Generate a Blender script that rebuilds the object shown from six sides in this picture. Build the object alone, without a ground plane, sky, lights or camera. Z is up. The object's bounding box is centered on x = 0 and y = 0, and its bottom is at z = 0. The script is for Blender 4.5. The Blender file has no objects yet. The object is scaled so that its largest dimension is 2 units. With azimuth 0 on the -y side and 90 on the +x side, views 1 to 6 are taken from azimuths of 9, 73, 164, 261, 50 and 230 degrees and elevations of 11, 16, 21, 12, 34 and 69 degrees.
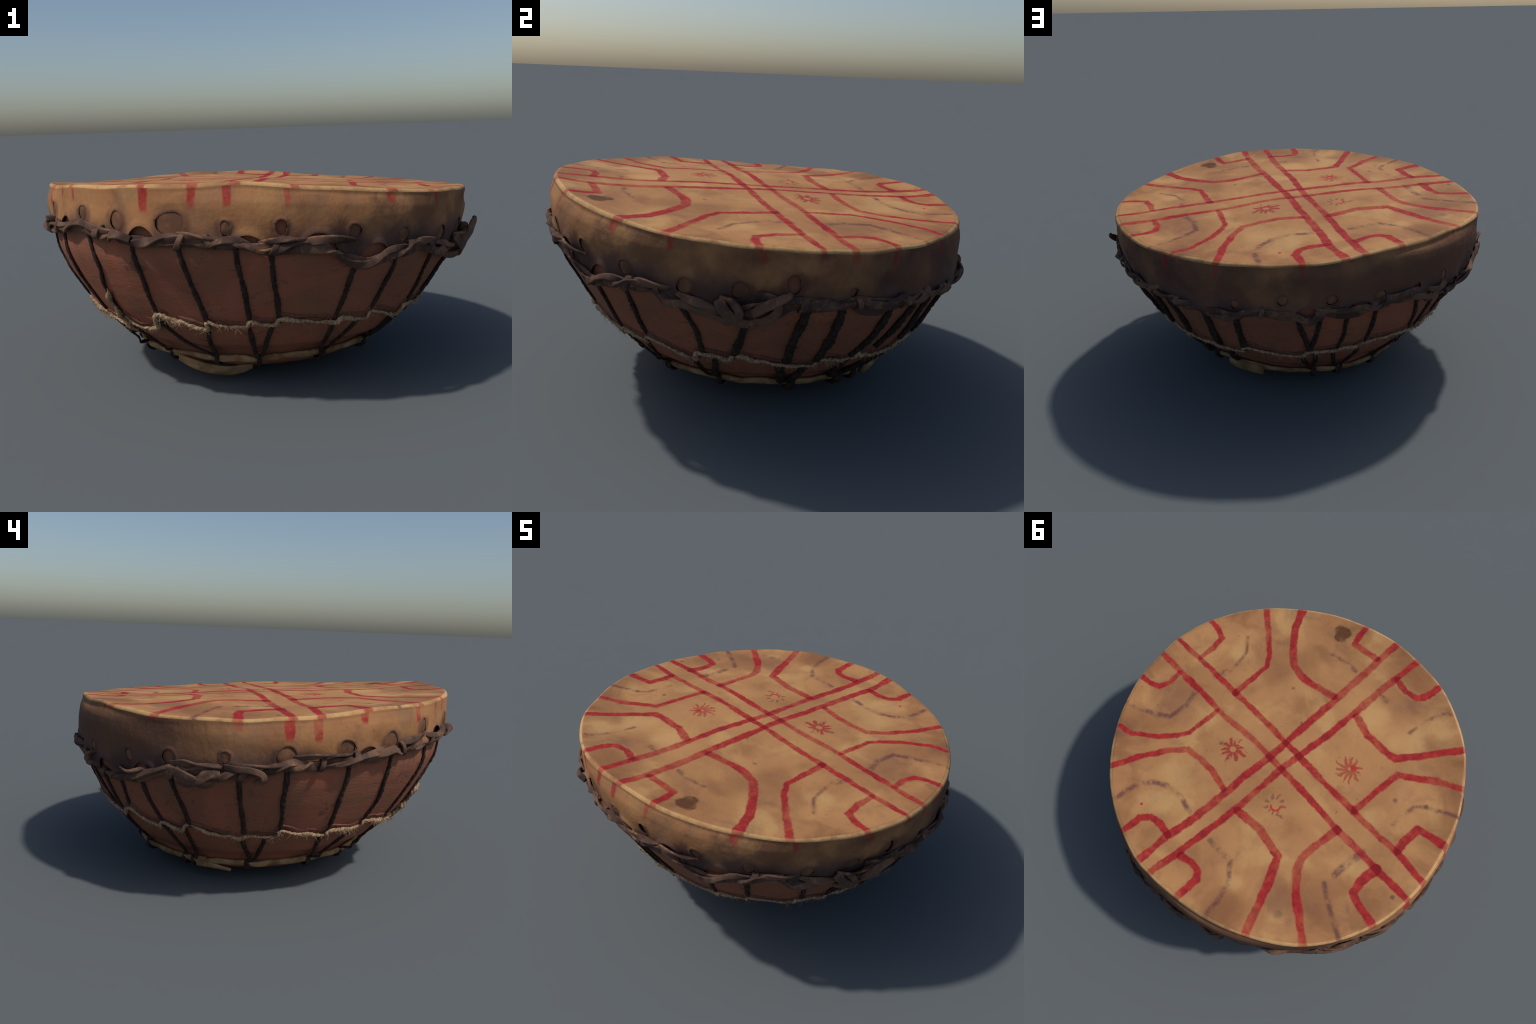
"""Shallow wooden kettle drum: a bowl wrapped in dark reddish hide, a painted
skin stretched over the mouth, a twisted leather lace through the skin's edge,
dark hair cords running down to a hoop under the bowl, a tan rope girdle."""
import bpy, math
import numpy as np

rng = np.random.default_rng(7)
TAU = 2 * math.pi

# ------------------------------------------------------------------ sizes ---
# azimuth is measured from -y towards +x, in degrees.  rim: azimuth, radius, height
RIM = np.array([(4.5, .911, .919), (16.6, .908, .902), (41.5, .919, .865), (55.1, .938, .844),
                (75.6, .959, .826), (88.3, .962, .818), (95.5, .955, .805), (106.7, .948, .798),
                (126.3, .925, .794), (141.1, .916, .797), (164.6, .904, .803), (176.2, .908, .817),
                (181.9, .902, .828), (194.2, .899, .838), (217.9, .930, .840), (234.6, .965, .830),
                (255.9, .977, .835), (268, .972, .849), (274.8, .967, .857), (287.7, .955, .880),
                (307, .950, .893), (320.1, .951, .904), (343.3, .938, .912), (354.7, .922, .917)])
# side profile: fraction of the local rim height -> mean radius
PROF_T = np.array([.03, .1, .2, .3, .4, .5, .6, .7, .8, .9, 1.0])
PROF_R = np.array([.393, .545, .646, .732, .803, .855, .899, .938, .950, .956, .947])
# low (foot) and high (rim) parts of cos/sin 1, 2, 3 harmonics
HARM = [(-.037, .0032, -.0111, -.0174), (.0124, -.0244, -.0064, .0018), (.0012, .0065, -.0015, -.0111)]
HOOP_C, HOOP_R = (-.004, .026), .588


def plane_hoop(x, y):
    return .125 + .02 * x - .037 * y


def periodic(az, a, v):
    """smooth periodic interpolation (cubic through the knots)"""
    az = np.asarray(az, float) % 360
    A = np.concatenate([a[-2:] - 360, a, a[:2] + 360])
    V = np.concatenate([v[-2:], v, v[:2]])
    i = np.clip(np.searchsorted(A, az, side='right') - 1, 1, len(A) - 3)
    h = A[i + 1] - A[i]
    t = (az - A[i]) / h
    m0 = (V[i + 1] - V[i - 1]) / (A[i + 1] - A[i - 1]) * h
    m1 = (V[i + 2] - V[i]) / (A[i + 2] - A[i]) * h
    return ((2 * t**3 - 3 * t**2 + 1) * V[i] + (t**3 - 2 * t**2 + t) * m0
            + (-2 * t**3 + 3 * t**2) * V[i + 1] + (t**3 - t**2) * m1)


def smooth(x, a, b):
    t = np.clip((x - a) / (b - a), 0, 1)
    return t * t * (3 - 2 * t)


# slow corrections of the bowl's roundness: azimuth, metres
BELLY = np.array([(0, -.008), (40, -.010), (90, -.012), (130, -.014), (170, -.014), (200, -.012), (225, -.007),
                  (255, .008), (285, .014), (305, .016), (325, .008), (345, -.004)])

LOBES_LOW = np.array([(0, 0), (25, .016), (45, .018), (65, .012), (90, .006), (108, -.004), (135, 0), (155, .012), (172, .010),
                      (200, .003), (225, .000), (240, -.003), (260, .000), (280, -.002), (300, -.006), (320, -.010), (345, -.009)])
LOBES_HIGH = np.array([(0, 0), (10, .004), (25, .015), (45, .016), (65, .008), (90, -.004), (115, -.012), (135, 0), (155, .014),
                       (172, .015), (190, -.005), (212, -.007), (235, -.005), (262, .014), (280, 0), (300, -.004), (320, -.005), (345, -.003)])


def rim_r(az): return periodic(az, RIM[:, 0], RIM[:, 1]) + .008 + .008 * smooth(np.cos(np.radians(np.asarray(az, float) - 185)), 0, .8)
def rim_z(az): return periodic(az, RIM[:, 0], RIM[:, 2])


def side_r(z, az):
    """outer radius of the drum at height z (cords and skin included)"""
    z, az = np.broadcast_arrays(np.asarray(z, float), np.asarray(az, float))
    t = np.clip(z / rim_z(az), PROF_T[0], 1)
    a = np.radians(az)
    i = np.clip(np.searchsorted(PROF_T, t, side='right') - 1, 0, len(PROF_T) - 2)
    j0, j3 = np.maximum(i - 1, 0), np.minimum(i + 2, len(PROF_T) - 1)
    h = PROF_T[i + 1] - PROF_T[i]
    u = (t - PROF_T[i]) / h
    m0 = (PROF_R[i + 1] - PROF_R[j0]) / (PROF_T[i + 1] - PROF_T[j0]) * h
    m1 = (PROF_R[j3] - PROF_R[i]) / (PROF_T[j3] - PROF_T[i]) * h
    r = ((2 * u**3 - 3 * u**2 + 1) * PROF_R[i] + (u**3 - 2 * u**2 + u) * m0
         + (-2 * u**3 + 3 * u**2) * PROF_R[i + 1] + (u**3 - u**2) * m1)
    for k, (cl, ch, sl, sh) in enumerate(HARM, 1):
        r = r + np.cos(k * a) * (cl * (1 - t) + ch * t) + np.sin(k * a) * (sl * (1 - t) + sh * t)
    r = r + periodic(az, BELLY[:, 0], BELLY[:, 1]) * (1 - smooth(t, .55, .76))
    up = smooth(t, .52, .74)
    r = r + periodic(az, LOBES_LOW[:, 0], LOBES_LOW[:, 1]) * (1 - up) + periodic(az, LOBES_HIGH[:, 0], LOBES_HIGH[:, 1]) * up
    w = smooth(t, .93, 1.0)
    return r * (1 - w) + rim_r(az) * w


def wav(az, seed, n0=3, n1=24, power=1.0):
    """smooth periodic pseudo-random wave in azimuth, about +-1"""
    g = np.random.default_rng(seed)
    az = np.radians(np.asarray(az, float))
    out = np.zeros_like(az)
    tot = 0
    for k in range(n0, n1):
        amp = k ** -power
        out = out + amp * np.sin(k * az + g.uniform(0, TAU))
        tot += amp * amp
    return out / math.sqrt(tot / 2) / 1.6


LACE = np.array([(0, .708), (3, .700), (7, .690), (12, .683), (16, .688), (21, .680), (25, .662), (32, .616),
                 (37, .618), (42, .626), (48, .638), (53, .632), (57, .602), (63, .580), (67, .570), (72, .590),
                 (78, .618), (84, .616), (89, .604), (97, .610), (107, .586), (115, .578), (122, .580),
                 (131, .560), (139, .555), (146, .557), (153, .577), (160, .572), (167, .563), (172, .578),
                 (178, .562), (185, .587), (190, .597), (196, .590), (203, .565), (212, .527), (218, .530),
                 (224, .550), (229, .555), (239, .598), (247, .602), (253, .611), (259, .628), (267, .652),
                 (275, .660), (284, .675), (291, .685), (299, .705), (307, .718), (314, .728), (325, .742),
                 (336, .718), (343, .706), (351, .711)])


def lace_z(az): return periodic(az, LACE[:, 0], LACE[:, 1]) + .008


# holes cut in the skin just above the lace: azimuth, height, half width, half height (m)
HOLES = [(2.0, .764, .018, .026), (14, .763, .022, .026), (30.7, .733, .024, .026), (44.5, .694, .028, .027),
         (59.5, .668, .030, .030), (71.4, .672, .033, .032), (82.3, .698, .026, .036), (95.8, .655, .017, .018),
         (146.5, .616, .020, .020), (159.6, .648, .023, .021), (172.6, .646, .025, .022),
         (186.6, .634, .027, .025), (199, .634, .020, .016), (209.8, .643, .018, .024), (226.6, .648, .020, .026),
         (239.3, .662, .033, .033), (253.1, .686, .023, .023), (266.9, .704, .040, .036),
         (281.8, .734, .033, .032), (295.2, .750, .036, .038), (308.1, .794, .022, .034),
         (325, .802, .026, .036), (336, .788, .026, .034), (349.8, .780, .050, .048)]
# arched gaps between the skin's edge and the lace: azimuth, half width (deg), rise
GAPS = [(7.3, 4.3, .052), (22.6, 4.6, .060), (36, 4.2, .070), (166.1, 4.2, .058), (180.1, 4.4, .066),
        (215.8, 4.6, .082), (231, 4.3, .066), (287.8, 4.0, .056), (316.4, 3.6, .058), (342.7, 4.0, .066)]
TAILS = [(77, 6, .055), (101, 5, .045), (262, 5, .012), (193, 4, .02), (123, 5, .02)]


def skirt_edge(az):
    e = lace_z(az) - .012 + .004 * wav(az, 5, 10, 60, .3)
    for a0, hw, h in GAPS:
        d = (np.asarray(az) - a0 + 180) % 360 - 180
        e = e + h * np.clip(1 - (d / hw) ** 2, 0, 1) ** .7
    for a0, hw, h in TAILS:
        d = (np.asarray(az) - a0 + 180) % 360 - 180
        e = e - h * np.clip(1 - (d / hw) ** 2, 0, 1) ** .6
    return e


def shell_r(z, az):
    up = smooth(z - lace_z(az), -.08, 0.0)
    az2 = np.radians(az)
    und = .003 * np.sin(5 * az2 + 9 * z) + .002 * np.sin(11 * az2 - 14 * z + 1)
    return side_r(z, az) - .011 - .002 * up + und * (1 - .6 * up)


def on_shell(az, z, lift=0.0):
    r = shell_r(z, az) + lift
    a = np.radians(az)
    return np.stack([r * np.sin(a), -r * np.cos(a), np.broadcast_to(z, np.shape(r))], -1)


def shell_normal(az, z):
    e = .004
    dz = (shell_r(z + e, az) - shell_r(z - e, az)) / (2 * e)
    a = np.radians(az)
    n = np.stack([np.sin(a), -np.cos(a), -dz], -1)
    return n / np.linalg.norm(n, axis=-1, keepdims=True)


def lifted(az, z, lift):
    return on_shell(az, z) + shell_normal(az, z) * np.asarray(lift)[..., None]


# ------------------------------------------------------------ mesh helpers ---
def mesh_from(name, V, F, smooth_faces=True):
    me = bpy.data.meshes.new(name)
    V = np.ascontiguousarray(V, dtype=np.float32)
    sizes = np.array([len(f) for f in F], dtype=np.int32)
    flat = np.fromiter((i for f in F for i in f), dtype=np.int32, count=int(sizes.sum()))
    me.vertices.add(len(V))
    me.vertices.foreach_set('co', V.ravel())
    me.loops.add(len(flat))
    me.loops.foreach_set('vertex_index', flat)
    me.polygons.add(len(F))
    me.polygons.foreach_set('loop_start', np.concatenate([[0], np.cumsum(sizes)[:-1]]).astype(np.int32))
    if smooth_faces:
        me.polygons.foreach_set('use_smooth', np.ones(len(F), bool))
    me.update(calc_edges=True)
    me.validate()
    return me


def add_object(name, me, parent, mat=None, kind=None):
    ob = bpy.data.objects.new(name, me)
    bpy.context.scene.collection.objects.link(ob)
    ob.parent = parent
    if mat is not None and me is not None and not me.materials:
        me.materials.append(mat)
    if kind:
        ob['kind'] = kind
    return ob


class Build:
    """collects several sweeps into one mesh"""
    def __init__(self):
        self.V, self.F, self.n = [], [], 0

    def add(self, V, F):
        self.V.append(np.asarray(V, float))
        self.F += [tuple(i + self.n for i in f) for f in F]
        self.n += len(V)

    def mesh(self, name):
        return mesh_from(name, np.concatenate(self.V), self.F)


def tangents(P, closed):
    if closed:
        T = np.roll(P, -1, 0) - np.roll(P, 1, 0)
    else:
        T = np.gradient(P, axis=0)
    return T / np.maximum(np.linalg.norm(T, axis=1, keepdims=True), 1e-9)


def sweep(P, N, prof, closed=False):
    """P path, N rough outward normals, prof (n,m,2): offsets along (side, normal)."""
    T = tangents(P, closed)
    S = np.cross(T, N)
    S /= np.maximum(np.linalg.norm(S, axis=1, keepdims=True), 1e-9)
    Nn = np.cross(S, T)
    n, m = prof.shape[:2]
    V = (P[:, None] + S[:, None] * prof[..., :1] + Nn[:, None] * prof[..., 1:]).reshape(-1, 3)
    F = []
    for i in range(n if closed else n - 1):
        a, b = i * m, ((i + 1) % n) * m
        for j in range(m):
            k = (j + 1) % m
            F.append((a + j, b + j, b + k, a + k))
    if not closed:
        F.append(tuple(range(m)))
        F.append(tuple((n - 1) * m + j for j in reversed(range(m))))
    return V, F


def strap_profile(w, t, roll, m=16, sq=.42):
    """rounded flat strap sections, width w, thickness t, rolled about the path"""
    a = np.linspace(0, TAU, m, endpoint=False)
    cx = np.sign(np.cos(a)) * np.abs(np.cos(a)) ** sq
    cy = np.sign(np.sin(a)) * np.abs(np.sin(a)) ** sq
    x = np.asarray(w)[:, None] / 2 * cx
    y = np.asarray(t)[:, None] / 2 * cy
    c, s = np.cos(roll)[:, None], np.sin(roll)[:, None]
    return np.stack([x * c - y * s, x * s + y * c], -1)


def ply_profile(rad, phase, plies=2, depth=.22, m=14, flat=1.0):
    """section of a laid cord: lobes that turn with the phase"""
    a = np.linspace(0, TAU, m, endpoint=False)
    rr = np.asarray(rad)[:, None] * (1 - depth + depth * np.abs(np.cos(plies / 2 * (a[None] - np.asarray(phase)[:, None]))) * 1.6)
    return np.stack([rr * np.cos(a), rr * np.sin(a) * flat], -1)


def resample(az, z, step):
    """polyline in (az,z) -> dense smooth samples (Catmull-Rom, then even spacing)"""
    Q = np.stack([np.asarray(az, float), np.asarray(z, float)], -1)
    Q = np.concatenate([[2 * Q[0] - Q[1]], Q, [2 * Q[-1] - Q[-2]]])
    out = []
    for i in range(1, len(Q) - 2):
        t = np.linspace(0, 1, 24, endpoint=False)[:, None]
        p0, p1, p2, p3 = Q[i - 1:i + 3]
        out.append(.5 * (2 * p1 + (p2 - p0) * t + (2 * p0 - 5 * p1 + 4 * p2 - p3) * t**2 + (3 * p1 - p0 - 3 * p2 + p3) * t**3))
    out.append(Q[-2][None])
    D = np.concatenate(out)
    d = np.diff(D, axis=0) * np.array([math.radians(1) * .85, 1])
    L = np.concatenate([[0], np.cumsum(np.hypot(d[:, 0], d[:, 1]))])
    n = max(int(L[-1] / step), 4)
    s = np.linspace(0, L[-1], n + 1)
    return np.interp(s, L, D[:, 0]), np.interp(s, L, D[:, 1]), s


def periodic_open(u, s, v):
    m = np.gradient(v, s)
    i = np.clip(np.searchsorted(s, u, side='right') - 1, 0, len(s) - 2)
    h = s[i + 1] - s[i]
    t = (u - s[i]) / h
    return ((2 * t**3 - 3 * t**2 + 1) * v[i] + (t**3 - 2 * t**2 + t) * m[i] * h
            + (-2 * t**3 + 3 * t**2) * v[i + 1] + (t**3 - t**2) * m[i + 1] * h)


def hoop_path(az, dr=0.0, dz=0.0):
    a = np.radians(az)
    x, y = HOOP_C[0] + (HOOP_R + dr) * np.sin(a), HOOP_C[1] - (HOOP_R + dr) * np.cos(a)
    return np.stack([x, y, plane_hoop(x, y) + dz], -1)


# -------------------------------------------------------------- materials ---
class Nodes:
    def __init__(self, name):
        self.mat = bpy.data.materials.new(name)
        self.mat.use_nodes = True
        self.t = self.mat.node_tree
        self.t.nodes.clear()
        self.out = self.new('ShaderNodeOutputMaterial')
        self.bsdf = self.new('ShaderNodeBsdfPrincipled')
        self.link(self.bsdf.outputs[0], self.out.inputs[0])

    def new(self, kind, **kw):
        n = self.t.nodes.new(kind)
        for k, v in kw.items():
            setattr(n, k, v)
        return n

    def link(self, a, b):
        self.t.links.new(a, b)

    def put(self, sock, v):
        if isinstance(v, bpy.types.NodeSocket):
            self.link(v, sock)
        else:
            sock.default_value = v

    def math(self, op, a, b=None, c=None, clamp=False):
        n = self.new('ShaderNodeMath', operation=op, use_clamp=clamp)
        for i, v in enumerate((a, b, c)):
            if v is not None:
                self.put(n.inputs[i], v)
        return n.outputs[0]

    def vec(self, op, a, b=None, scale=None):
        n = self.new('ShaderNodeVectorMath', operation=op)
        self.put(n.inputs[0], a)
        if b is not None:
            self.put(n.inputs[1], b)
        if scale is not None:
            self.put(n.inputs['Scale'], scale)
        return n.outputs['Value'] if op in ('DOT_PRODUCT', 'LENGTH', 'DISTANCE') else n.outputs[0]

    def step(self, v, a, b, lo=0.0, hi=1.0):
        n = self.new('ShaderNodeMapRange', interpolation_type='SMOOTHSTEP')
        self.put(n.inputs[0], v)
        for i, x in enumerate((a, b, lo, hi), 1):
            self.put(n.inputs[i], x)
        return n.outputs[0]

    def coord(self):
        return self.new('ShaderNodeTexCoord').outputs['Object']

    def noise(self, vec, scale, detail=4, rough=.55, distort=0.0, stretch=None, color=False, offset=None):
        if stretch or offset:
            m = self.new('ShaderNodeMapping')
            self.link(vec, m.inputs[0])
            if stretch:
                m.inputs['Scale'].default_value = stretch
            if offset:
                m.inputs['Location'].default_value = offset
            vec = m.outputs[0]
        n = self.new('ShaderNodeTexNoise')
        self.link(vec, n.inputs['Vector'])
        n.inputs['Scale'].default_value = scale
        n.inputs['Detail'].default_value = detail
        n.inputs['Roughness'].default_value = rough
        n.inputs['Distortion'].default_value = distort
        return n.outputs['Color' if color else 'Fac']

    def jitter(self, vec, scale, detail, rough, amount):
        """vec pushed about in x, y, z by three noises"""
        c = self.new('ShaderNodeCombineXYZ')
        for k in range(3):
            f = self.noise(vec, scale, detail, rough, offset=(11 * k + 1, 7 * k, 3 * k))
            self.link(self.math('MULTIPLY_ADD', f, amount, -amount / 2), c.inputs[k])
        return self.vec('ADD', vec, c.outputs[0])

    def mix(self, fac, a, b, mode='MIX'):
        n = self.new('ShaderNodeMix', data_type='RGBA', blend_type=mode)
        self.put(n.inputs[0], fac)
        self.put(n.inputs[6], a if isinstance(a, bpy.types.NodeSocket) else (*a, 1))
        self.put(n.inputs[7], b if isinstance(b, bpy.types.NodeSocket) else (*b, 1))
        return n.outputs[2]

    def bump(self, h, strength=.3, dist=.004):
        n = self.new('ShaderNodeBump')
        n.inputs['Strength'].default_value = strength
        n.inputs['Distance'].default_value = dist
        self.link(h, n.inputs['Height'])
        self.link(n.outputs[0], self.bsdf.inputs['Normal'])

    def finish(self, color, rough=.8, spec=.12):
        self.put(self.bsdf.inputs['Base Color'], color)
        self.put(self.bsdf.inputs['Roughness'], rough)
        self.bsdf.inputs['Specular IOR Level'].default_value = spec
        return self.mat


def srgb(r, g, b):
    f = lambda c: c / 12.92 if c <= .04045 else ((c + .055) / 1.055) ** 2.4
    return tuple(f(c / 255) for c in (r, g, b))


# painted strokes on the head (metres, x y), with brush width
BARS = [(.030, [(.948, .091), (.588, .081), (.409, .082), (.173, .054), (-.236, .050), (-.480, .053), (-.964, .033)]),
        (.030, [(.964, -.033), (.565, -.051), (.254, -.063), (-.253, -.064), (-.492, -.072), (-.762, -.090), (-.960, -.082)]),
        (.036, [(.055, .905), (.063, .721), (.046, .553), (.043, .001), (.055, -.427), (.069, -.771), (.069, -.902)]),
        (.033, [(-.036, .903), (-.045, .728), (-.061, .359), (-.052, .034), (-.074, -.259), (-.071, -.672), (-.081, -.908)])]
CURVES = [(.029, [(.768, -.538), (.637, -.445), (.515, -.347), (.474, -.290), (.469, -.175), (.462, -.052)]),
          (.038, [(.607, -.678), (.553, -.577), (.469, -.485), (.375, -.407), (.265, -.393), (.080, -.433)]),
          (.036, [(-.093, -.445), (-.213, -.416), (-.364, -.425), (-.407, -.434), (-.487, -.541), (-.610, -.724)]),
          (.032, [(-.758, -.571), (-.641, -.506), (-.549, -.430), (-.479, -.380), (-.474, -.220), (-.475, -.080)]),
          (.036, [(-.488, .052), (-.477, .200), (-.479, .288), (-.508, .343), (-.590, .423), (-.796, .555)]),
          (.040, [(-.076, .371), (-.236, .349), (-.392, .370), (-.456, .474), (-.514, .598), (-.576, .730)]),
          (.030, [(.067, .349), (.190, .330), (.285, .335), (.371, .348), (.435, .427), (.511, .560), (.573, .710)]),
          (.025, [(.742, .545), (.653, .521), (.545, .424), (.481, .344), (.448, .289), (.444, .088)])]
HOOKS = [(.026, [(.782, .091), (.769, .176), (.789, .235), (.846, .259), (.908, .272)]),
         (.029, [(.775, -.048), (.775, -.150), (.791, -.224), (.848, -.243), (.918, -.247)]),
         (.032, [(.083, -.767), (.160, -.752), (.239, -.746), (.260, -.809), (.270, -.863)]),
         (.032, [(-.087, -.762), (-.163, -.741), (-.235, -.758), (-.267, -.813), (-.273, -.894)]),
         (.037, [(-.766, -.095), (-.754, -.162), (-.754, -.251), (-.826, -.269), (-.906, -.289)]),
         (.039, [(-.761, .043), (-.758, .143), (-.773, .211), (-.852, .230), (-.946, .240)]),
         (.033, [(-.069, .738), (-.127, .717), (-.188, .719), (-.217, .749), (-.221, .868)]),
         (.030, [(.063, .721), (.138, .711), (.203, .731), (.237, .775), (.239, .871)])]
DARKS = [(.026, [(.616, -.041), (.594, -.108)]),
         (.012, [(.594, -.108), (.602, -.199), (.628, -.272), (.696, -.337)]),
         (.015, [(.275, -.611), (.183, -.632), (.110, -.634)]),
         (.014, [(-.060, -.639), (-.141, -.623)]),
         (.011, [(-.383, -.767), (-.360, -.702), (-.351, -.591)]),
         (.014, [(-.656, -.176), (-.648, -.232), (-.660, -.320), (-.699, -.364), (-.794, -.417)]),
         (.024, [(-.656, .040), (-.648, .120), (-.650, .215)]),
         (.016, [(-.643, .283), (-.748, .343), (-.852, .391)]),
         (.017, [(-.100, .575), (-.254, .563), (-.337, .645), (-.371, .746), (-.375, .793)]),
         (.018, [(.407, .812), (.403, .700), (.349, .601), (.269, .552), (.175, .545), (.086, .560)]),
         (.018, [(.621, .106), (.593, .193), (.598, .304), (.663, .353), (.759, .404), (.833, .432)])]
# blots: x, y, radius, strength
# broad brown stains and pale worn places on the head: x, y, radius
STAINS = [(.33, -.48, .13), (.42, -.32, .10), (0, -.90, .10), (-.17, -.89, .12), (-.66, -.60, .12), (-.84, -.30, .12),
          (-.45, .76, .14), (.29, .84, .10), (.93, .14, .09), (.73, .48, .12)]
PALE = [(-.18, -.50, .09), (-.43, -.72, .08), (.32, .49, .12), (-.56, -.13, .07), (.66, -.23, .06), (-.33, .62, .07),
        (-.71, .10, .07), (.24, .64, .08), (-.38, -.57, .10)]
BLOTS = [(-.611, .553, .026, .55), (-.571, -.274, .014, .8), (-.914, .079, .013, .9), (-.425, -.819, .010, .8),
         (.079, -.203, .008, .8), (-.699, -.364, .015, .8), (.266, -.309, .011, .7), (.277, .196, .013, .8)]
# paint runs over the rim: azimuth, half width (m), lower end
RUNS = [(2.6, .018, .842), (15.6, .012, .828), (40.9, .022, .820), (56.4, .014, .790),
        (75.9, .016, .772), (88.3, .014, .798), (95.5, .021, .762), (105.9, .014, .728), (123.8, .020, .718),
        (140.9, .016, .728), (164.9, .013, .752), (178, .016, .800), (193.4, .012, .826), (215, .008, .815),
        (218, .010, .819), (234.4, .022, .797), (256, .020, .797), (267.4, .022, .765), (274.1, .021, .761),
        (286.3, .020, .827), (305.3, .016, .815), (315.2, .008, .863), (320.9, .009, .851), (343.6, .020, .820),
        (354.8, .017, .832)]

HIDE = srgb(197, 155, 104)


def paint_mask(n, p, strokes, soft, after=None, wander=None):
    """union of hand-painted strokes: distance to each polyline, softened, summed.
    p carries z = 1, so that one dot product gives the place along a piece; each
    piece leans on the last by a millionth, which keeps the node stack short."""
    total, last = None, after
    for w, pts in strokes:
        pts = [tuple(q) for q in pts]
        for end in (0, -1):
            r = math.hypot(*pts[end])
            if r > .84:                          # carry the stroke over the rim
                q = tuple(c * (1 + .06 / r) for c in pts[end])
                pts = [q] + pts if end == 0 else pts + [q]
        best = None
        for (ax, ay), (bx, by) in zip(pts[:-1], pts[1:]):
            dx, dy = bx - ax, by - ay
            l2 = dx * dx + dy * dy
            t = n.vec('DOT_PRODUCT', p, (dx / l2, dy / l2, -(ax * dx + ay * dy) / l2))
            h = n.math('MULTIPLY_ADD', last if last is not None else 0.0, 1e-6, t, clamp=True)
            m = n.new('ShaderNodeVectorMath', operation='MULTIPLY_ADD')
            m.inputs[0].default_value = (dx, dy, 0)
            n.link(h, m.inputs[1])
            m.inputs[2].default_value = (ax, ay, 1)
            d = n.vec('DISTANCE', p, m.outputs[0])
            best = d if best is None else n.math('MINIMUM', best, d)
            last = best
        if wander is not None:
            best = n.math('ADD', best, wander)
        m = n.step(best, w / 2 + soft, w / 2 - soft)
        total = m if total is None else n.math('ADD', total, m)
    return total, last


def hide_base(n, co):
    """cured rawhide: tan with brown clouds, purplish smoke and fine specks"""
    big = n.noise(co, 2.4, 4, .5, .3)
    mid = n.noise(co, 6.0, 5, .55, .3, offset=(3, 1, 2))
    fine = n.noise(co, 60, 4, .6)
    c = n.mix(n.step(big, .36, .66), srgb(164, 117, 77), srgb(180, 132, 86))
    c = n.mix(n.math('MULTIPLY', n.step(mid, .50, .72), .50), c, srgb(138, 92, 62))
    c = n.mix(n.math('MULTIPLY', n.step(n.noise(co, 4.2, 4, .5, .3, offset=(9, 4, 7)), .53, .72), .55), c, srgb(198, 156, 102))
    c = n.mix(n.math('MULTIPLY', n.step(n.noise(co, 10, 5, .6, .4, offset=(4, 4, 4)), .56, .74), .40), c, srgb(140, 100, 82))
    c = n.mix(n.math('MULTIPLY', n.step(fine, .56, .78), .25), c, srgb(112, 78, 60))
    c = n.mix(n.math('MULTIPLY', n.step(n.noise(co, 34, 3, .5, offset=(1, 8, 3)), .70, .78), .5), c, srgb(94, 66, 60))
    return c, fine, mid


def red_over(n, c, dens, grain):
    """red ochre paint, thin and streaky, darker where strokes cross"""
    body = n.math('MULTIPLY', dens, n.step(grain, .25, .60, .70, 1.0))
    a = n.math('MINIMUM', body, 1.0)
    c = n.mix(n.math('MULTIPLY', a, .93), c, n.mix(n.step(grain, .40, .66), srgb(164, 36, 41), srgb(136, 24, 38)))
    return n.mix(n.math('MULTIPLY', n.step(body, 1.0, 1.8), .7), c, srgb(112, 16, 28))


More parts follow.
